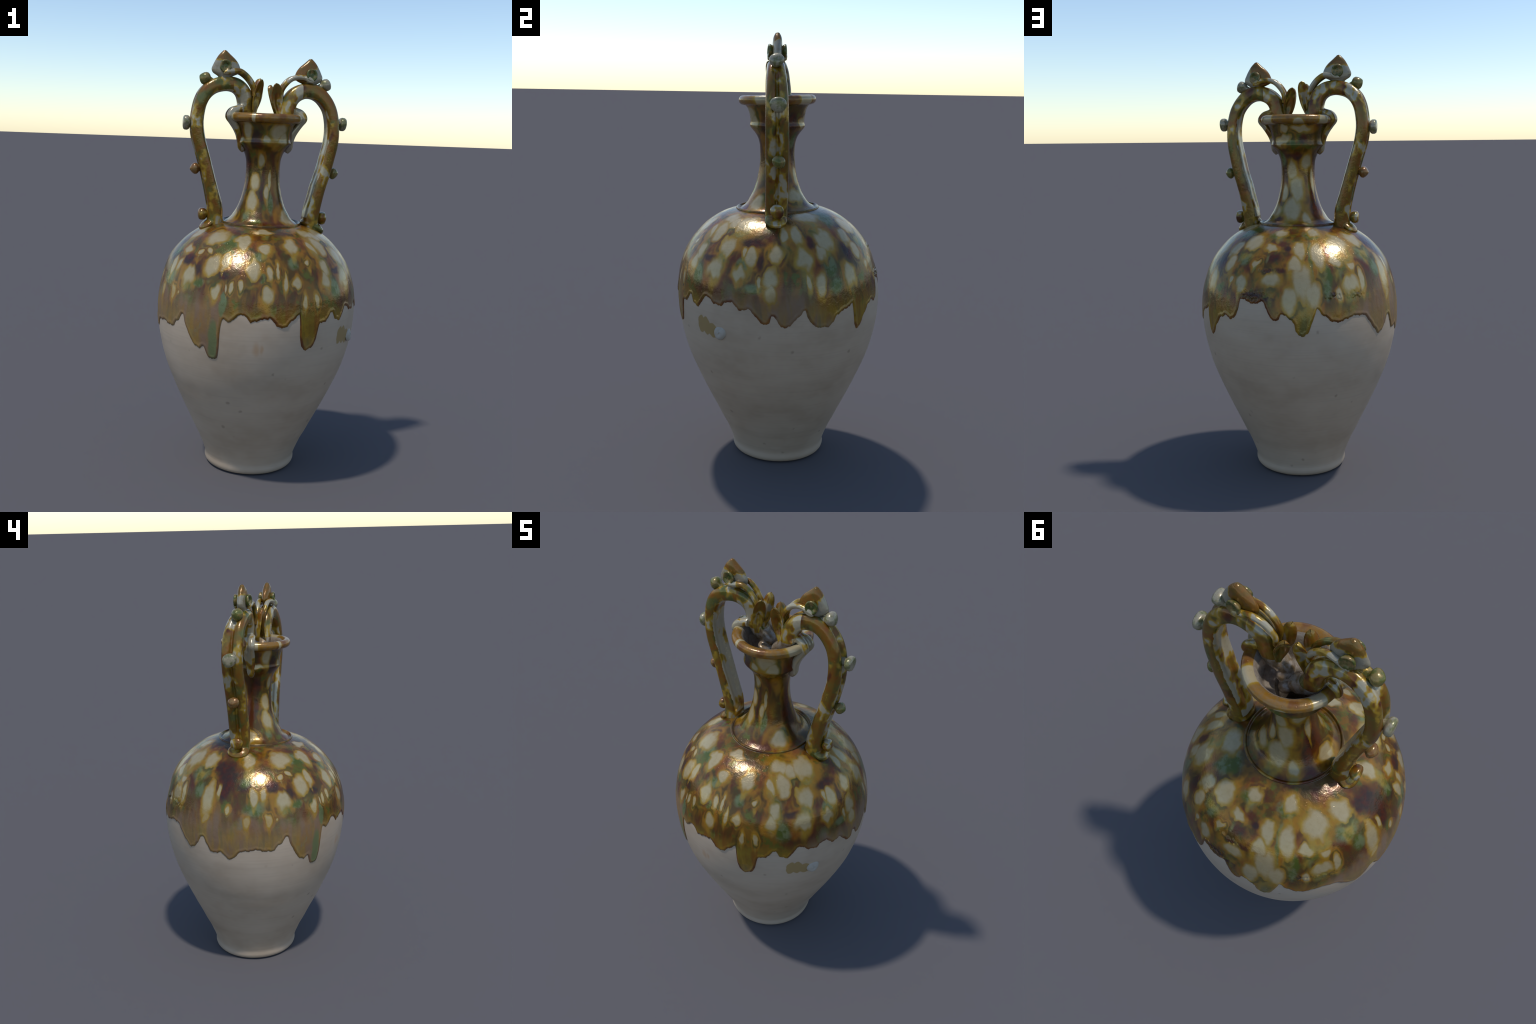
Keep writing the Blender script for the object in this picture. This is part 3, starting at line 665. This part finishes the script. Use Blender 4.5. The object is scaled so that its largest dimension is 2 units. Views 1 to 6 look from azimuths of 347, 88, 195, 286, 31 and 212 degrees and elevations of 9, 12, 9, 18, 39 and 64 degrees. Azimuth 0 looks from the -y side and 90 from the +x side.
def lathe_mesh(name, prof, seg=28):
    """Solid of revolution about local +z."""
    a = np.linspace(0, 2*math.pi, seg, endpoint=False)
    V = np.concatenate([np.column_stack([r*np.cos(a), r*np.sin(a), np.full(seg, h)]) for h, r in prof])
    return mesh_from(name, V, grid_faces(len(prof), seg))

def bake(me, M):
    me.transform(M); me.update(); return me

def align(loc, direction, twist=0.0):
    z = Vector(direction).normalized()
    q = z.to_track_quat("Z", "Y").to_matrix().to_4x4()
    return Matrix.Translation(Vector(loc)) @ q @ Matrix.Rotation(twist, 4, "Z")

LEAF_Q = [0, .08, .18, .30, .42, .54, .66, .76, .85, .92, .965, .99, 1]
LEAF_W = [.36, .46, .62, .82, .95, 1.0, .99, .93, .82, .65, .46, .25, .04]
def build_leaf(name, base, tip, face, width, thick, scoop, mat, parent):
    """A pricked ear: a lens-shaped leaf with a scooped hollow in its face."""
    base, tip, face = map(lambda v: np.array(v, float), (base, tip, face))
    d = tip - base; L = np.linalg.norm(d); d /= L
    n = face - d*face.dot(d); n /= np.linalg.norm(n); s = np.cross(n, d)
    st = np.linspace(0, 1, 34); U = np.linspace(-1, 1, 21); V = []
    for q in st:
        w = width*float(np.interp(q, LEAF_Q, LEAF_W))
        bow = 0.010*(q - 0.5)**2*4 - 0.010
        f_prof = thick*(0.75 + 0.25*math.sin(math.pi*q))
        ring = []
        for u in U:      # front, left to right
            sc = scoop*math.exp(-((q - 0.42)/0.24)**2)*math.exp(-(u/0.42)**2)
            y = f_prof*(1 - abs(u)**3.0)*0.75 - sc + 0.0095*(u*u - 0.3)*w/width
            ring.append(base + d*L*q + s*w*u + n*(y + bow))
        for u in U[::-1][1:-1]:
            y = -f_prof*(1 - abs(u)**2.2)*1.15 + 0.0095*(u*u - 0.3)*w/width
            ring.append(base + d*L*q + s*w*u + n*(y + bow))
        V += ring
    m = len(U)*2 - 2
    me = mesh_from(name, V, grid_faces(len(st), m))
    return new_object(name, me, parent, mat)

def build_crest(cx, y0, ztip, flip, mat, parent):
    """Spade-shaped bud standing on the arch: thick, keeled, pointed."""
    st = [(-.130, .026, .018, .0), (-.119, .033, .020, .002), (-.104, .060, .021, .006), (-.090, .067, .021, .0065), (-.065, .0605, .0205, .008),
          (-.042, .0465, .0195, .006), (-.020, .0265, .0165, .001), (-.007, .0125, .0105, .0), (-.0015, .0055, .0055, .0), (0, .0008, .001, .0)]
    P = np.array(st); L = P[:, 0]
    zs = np.concatenate([np.linspace(-.130, -.01, 36), np.linspace(-.0095, 0, 9)])
    phi = np.linspace(0, 2*math.pi, 40, endpoint=False); V = []
    for z in zs:
        w, t, o = (float(catmull(L, P[:, k], np.array([z]))[0]) for k in (1, 2, 3))
        c, s_ = np.cos(phi), np.sin(phi)
        x = w*np.sign(c)*np.abs(c)**0.95
        y = t*1.04*s_
        V.append(np.column_stack([cx + flip*(o + x), y0 + y, np.full_like(x, ztip + z)]))
    me = mesh_from("crest", np.concatenate(V), grid_faces(len(zs), len(phi)))
    return new_object("crest", me, parent, mat)

KNOB_ROUND = [(-.02, .017), (0, .017), (.006, .020), (.012, .0275), (.020, .0310), (.030, .0315), (.038, .0285), (.043, .020), (.045, .010), (.0455, 0)]
KNOB_BUD = [(-.02, .016), (0, .016), (.008, .018), (.014, .025), (.022, .0300), (.031, .0295), (.040, .0230), (.047, .0135), (.051, .0060), (.0525, 0)]
KNOB_FLAT = [(-.02, .019), (0, .019), (.004, .021), (.009, .0300), (.017, .0335), (.028, .0330), (.034, .0290), (.0365, .020), (.037, .008), (.037, 0)]

def build_handle(sgn, spec):
    """sgn=-1: handle on the -x side, +1: on the +x side."""
    yc = spec["y"]
    path = [(x - sgn*(0.0045 if sgn > 0 else 0.0020)*float(np.clip((z - 1.25)/0.1, 0, 1)), np.interp(z, *yc), z, w, t, g, v) for x, z, w, t, g, v in spec["arch"]]
    sec = (lambda par, phi: strap_section(par, phi)) if sgn < 0 else (lambda par, phi: (lambda a, b: (a, -b))(*strap_section(par, phi)))
    sec_arch = (lambda par, phi: (lambda a, b: (a, -b))(*strap_section(par, phi))) if sgn < 0 else strap_section   # groove on the outer side
    pieces = [loft(path, sec_arch)]
    yh = spec["head_y"]
    jaw = [(x, yh, z, w, t, g, v) for x, z, w, t, g, v in spec["jaw"]]
    pieces.append(loft(jaw, sec, 80, 36))
    for c, r, tilt in spec["lumps"]:
        pieces.append(ellipsoid(c, *r, tilt=tilt))
    V, F = join(pieces)
    me = blend("dragon_handle", V, F, 0.0031, 3)
    hx, jx = spec["head_x"], spec["jaw_x"]
    def lab(p):
        c = p.center
        X, Z = c.x*sgn, c.z
        if X > jx and Z < 1.745 and Z > 1.50 and X < spec["stem_in"]: return "jaw"
        if X < hx and Z > 1.715: return "head"
        if X < jx + 0.02 and Z > 1.50: return "snout"
        return "stem"
    got = split_mesh(me, lab, {"stem": "dragon_handle", "head": "dragon_head", "jaw": "lower_jaw", "snout": "snout"},
                     {"stem": root, "head": "stem", "jaw": "stem", "snout": "stem"},
                     {"stem": M_HANDLE, "head": M_HEAD, "jaw": M_JAW, "snout": M_SNOUT})
    stem = got["stem"]
    # the underside of the strap missed most of the colour
    stem.data.materials.append(M_HANDLE_IN)
    arch = np.array([(q[0], q[1]) for q in spec["arch"]])
    for p in stem.data.polygons:
        c = np.array([p.center.x, p.center.z])
        k = int(np.clip(np.argmin(((arch - c)**2).sum(1)), 1, len(arch) - 2))
        t = arch[k + 1] - arch[k - 1]; t /= np.hypot(*t)
        inward = np.array([t[1], -t[0]]) * -sgn
        if p.normal.x*inward[0] + p.normal.z*inward[1] > 0.72 + 0.15*mnoise.noise(Vector((p.center.x, p.center.y, p.center.z))*38) and c[1] > 1.235:
            p.material_index = 1
    for i, (loc, direc, prof, sc) in enumerate(spec["knobs"]):
        kme = lathe_mesh("knob", prof)
        for v in kme.vertices:
            f = math.atan2(v.co.y, v.co.x)
            k = 1 + 0.05*math.sin(2*f + i*1.7 + sgn) + 0.03*math.sin(3*f + i)
            v.co.x *= k; v.co.y *= k
        bake(kme, align(loc, direc, 0.4*i) @ Matrix.Diagonal((sc[0], sc[0], sc[1], 1)))
        new_object("knob", kme, stem, spec["knob_mats"][i])
    c = spec["crest"]
    build_crest(c[0], c[1], c[2], -sgn, M_CREST_W if sgn < 0 else M_CREST_E, stem)
    for side in (-1, 1):
        ex, ez = spec["eye"]
        prof = [(-.022, .017), (0.0, .0185), (.006, .0225), (.012, .0250), (.0165, .0250), (.019, .0225), (.0185, .0185), (.0145, .0135), (.011, .008), (.0125, .004), (.013, 0)]
        eme = lathe_mesh("eye", [(h, r*1.1) for h, r in prof], 32)
        bake(eme, align((ex, c[1] + side*0.021, ez), (0.12*sgn, side, 0.05)) @ Matrix.Diagonal((1.0, 1.08, 1.0, 1)))
        new_object("eye", eme, stem, M_EYE)
        # strand that curls round the eye and falls to the ears
        pts = []
        y_in, y_out = c[1] + side*0.026, c[1] + side*0.034
        for ang in np.linspace(math.radians(200), math.radians(285), 5):
            pts.append((ex - sgn*0.030*math.cos(ang)*-1, y_out, ez + 0.0305*math.sin(ang), 0.0075))
        for k, (x, z) in enumerate(spec["strand"]):
            q = (k + 1)/len(spec["strand"])
            pts.append((x, (1 - q)*y_out + q*(yh + side*0.014), z + 0.005*math.sin(math.pi*min(1, q + 0.1)), 0.0125 - 0.001*q))
        Vs, Fs = loft(pts, lambda par, phi: (par[0]*np.cos(phi), par[0]*np.sin(phi)), 60, 18)
        new_object("strand", mesh_from("strand", Vs, Fs), stem, M_STRAND)
    for base, tip, face in spec["ears"]:
        build_leaf("ear", base, tip, face, 0.0270, 0.0105, 0.0125, M_LEAF, stem)
    return stem

WEST = dict(
    y=([1.15, 1.27, 1.45, 1.65, 1.74, 1.81, 1.86, 2.0], [.010, .009, .007, .009, .005, -.002, -.014, -.014]), head_y=-.024,
    # x, z, half width, half thickness, groove, valley
    arch=[(-.218, 1.165, 0.0500, .038, 0, 0), (-.216, 1.22, 0.0500, .039, .001, .001), (-.2165, 1.274, 0.0505, .0375, .006, .006), (-.234, 1.345, 0.0510, .034, .008, .008),
          (-.251, 1.41, 0.0512, .032, .008, .008), (-.268, 1.473, 0.0515, .0315, .008, .008), (-.2875, 1.54, 0.0515, .0315, .008, .008), (-.306, 1.61, 0.0515, .0325, .008, .008),
          (-.312, 1.665, 0.0515, .0320, .008, .008), (-.3075, 1.72, 0.0510, .0315, .007, .007), (-.297, 1.765, .0505, .032, .006, .006), (-.279, 1.800, .047, .034, .005, .005),
          (-.252, 1.826, .044, .035, .004, .004), (-.213, 1.843, .041, .036, .003, .004), (-.168, 1.848, .040, .036, .003, .004), (-.130, 1.838, .040, .037, .003, .004),
          (-.103, 1.813, .041, .038, .002, .004), (-.089, 1.778, .042, .039, .0, .002), (-.083, 1.740, .043, .039, 0, 0), (-.066, 1.700, .040, .037, 0, 0),
          (-.038, 1.672, .034, .033, .0, 0), (-.014, 1.655, .030, .031, 0, 0), (-.001, 1.646, .022, .023, 0, 0), (.006, 1.642, .009, .010, 0, 0)],
    jaw=[(-.100, 1.738, .028, .020, 0, 0), (-.126, 1.734, .031, .020, .001, 0), (-.149, 1.724, .036, .021, .007, 0), (-.1620, 1.704, .039, .0190, .009, 0),
         (-.149, 1.680, .033, .0175, .004, 0), (-.131, 1.655, .030, .018, .001, 0), (-.113, 1.622, .026, .019, 0, 0), (-.105, 1.590, .023, .019, 0, 0), (-.100, 1.562, .019, .019, 0, 0), (-.088, 1.542, .012, .013, 0, 0)],
    lumps=[((-.249, .010, 1.193), (.046, .056, .021), -0.62), ((-.200, .010, 1.205), (.030, .047, .020), -0.2), ((-.022, -.024, 1.640), (.034, .034, .014), 0.3)],
    head_x=.150, jaw_x=.108, stem_in=.20, crest=(-.190, -.014, 2.000), eye=(-.189, 1.925),
    knobs=[((-.252, -.013, 1.858), (-.90, 0, .38), KNOB_BUD, (.95, 1.1)), ((-.339, .006, 1.666), (-1, .02, .02), KNOB_FLAT, (1.0, 1.0)),
           ((-.290, .007, 1.458), (-.97, 0, -.12), KNOB_BUD, (.93, .95)), ((-.250, .009, 1.240), (-1, 0, .06), KNOB_ROUND, (.98, 1.0))],
    strand=[(-.178, 1.897), (-.150, 1.901), (-.123, 1.902), (-.096, 1.888), (-.070, 1.863), (-.053, 1.836), (-.050, 1.795)],
    ears=[((-.050, -.050, 1.712), (-.022, -.061, 1.873), (.62, -.75, .1)), ((-.048, -.004, 1.712), (-.015, .009, 1.882), (-.12, 1, .1))])
EAST = dict(
    y=([1.15, 1.41, 1.517, 1.62, 1.74, 1.80, 1.857, 2.0], [-.025, -.025, -.028, -.032, -.034, -.036, -.0355, -.030]), head_y=-.030,
    arch=[(.252, 1.165, .050, .040, 0, 0), (.248, 1.225, .050, .040, .001, .001), (.254, 1.275, .050, .038, .006, .006), (.265, 1.315, .0505, .036, .007, .008),
          (.282, 1.38, .0505, .0355, .008, .008), (.305, 1.455, .0505, .0345, .008, .008), (.320, 1.52, .0505, .034, .008, .008), (.3345, 1.59, .0505, .033, .008, .008),
          (.338, 1.65, .0495, .032, .008, .008), (.3325, 1.705, .048, .0315, .007, .007), (.319, 1.750, .0455, .032, .006, .006), (.297, 1.785, .0425, .034, .005, .005),
          (.270, 1.812, .040, .036, .004, .004), (.237, 1.828, .0385, .038, .003, .004), (.203, 1.830, .039, .038, .003, .004), (.170, 1.821, .040, .038, .003, .004),
          (.143, 1.803, .041, .038, .002, .004), (.123, 1.775, .042, .038, 0, .002), (.113, 1.735, .043, .038, 0, 0), (.098, 1.695, .040, .036, 0, 0),
          (.070, 1.668, .034, .033, 0, 0), (.044, 1.645, .027, .028, 0, 0), (.028, 1.632, .012, .014, 0, 0)],
    jaw=[(.122, 1.738, .028, .020, 0, 0), (.150, 1.734, .031, .020, .001, 0), (.175, 1.722, .036, .021, .007, 0), (.1890, 1.702, .039, .0190, .009, 0),
         (.175, 1.678, .033, .0175, .004, 0), (.156, 1.652, .030, .018, .001, 0), (.137, 1.620, .026, .019, 0, 0), (.128, 1.590, .023, .019, 0, 0), (.124, 1.562, .019, .019, 0, 0), (.112, 1.542, .012, .013, 0, 0)],
    lumps=[((.278, -.027, 1.186), (.046, .050, .021), 0.62), ((.230, -.027, 1.205), (.030, .047, .020), 0.2), ((.020, .012, 1.625), (.030, .034, .022), 0.2), ((.045, -.012, 1.640), (.030, .030, .022), 0)],
    head_x=.175, jaw_x=.134, stem_in=.23, crest=(.217, -.031, 1.981), eye=(.2145, 1.903),
    knobs=[((.268, -.036, 1.853), (.90, 0, .38), KNOB_ROUND, (.95, 1.1)), ((.367, -.030, 1.685), (1, 0, -.03), KNOB_FLAT, (1.0, 1.0)),
           ((.331, -.022, 1.450), (.98, 0, -.10), KNOB_BUD, (.93, .95)), ((.283, -.024, 1.230), (1, 0, .0), KNOB_ROUND, (.98, 1.0))],
    strand=[(.204, 1.881), (.182, 1.885), (.157, 1.887), (.125, 1.879), (.097, 1.856), (.078, 1.826), (.076, 1.785)],
    ears=[((.070, -.056, 1.703), (.046, -.067, 1.859), (.08, -1, .1)), ((.066, -.010, 1.703), (.031, .006, 1.853), (-.62, .75, .1))])
KM_CREAM = plain_glaze("knob_cream", (0.33, 0.285, 0.19), (0.17, 0.165, 0.065)); KM_GREEN = plain_glaze("knob_green", (0.125, 0.130, 0.028), (0.23, 0.165, 0.05)); KM_AMBER = plain_glaze("knob_amber", (0.20, 0.085, 0.02), (0.25, 0.15, 0.05))
WEST["knob_mats"] = [KM_GREEN, KM_CREAM, KM_AMBER, M_KNOB]
EAST["knob_mats"] = [KM_CREAM, KM_CREAM, KM_GREEN, M_KNOB]
build_handle(-1, WEST)
build_handle(1, EAST)
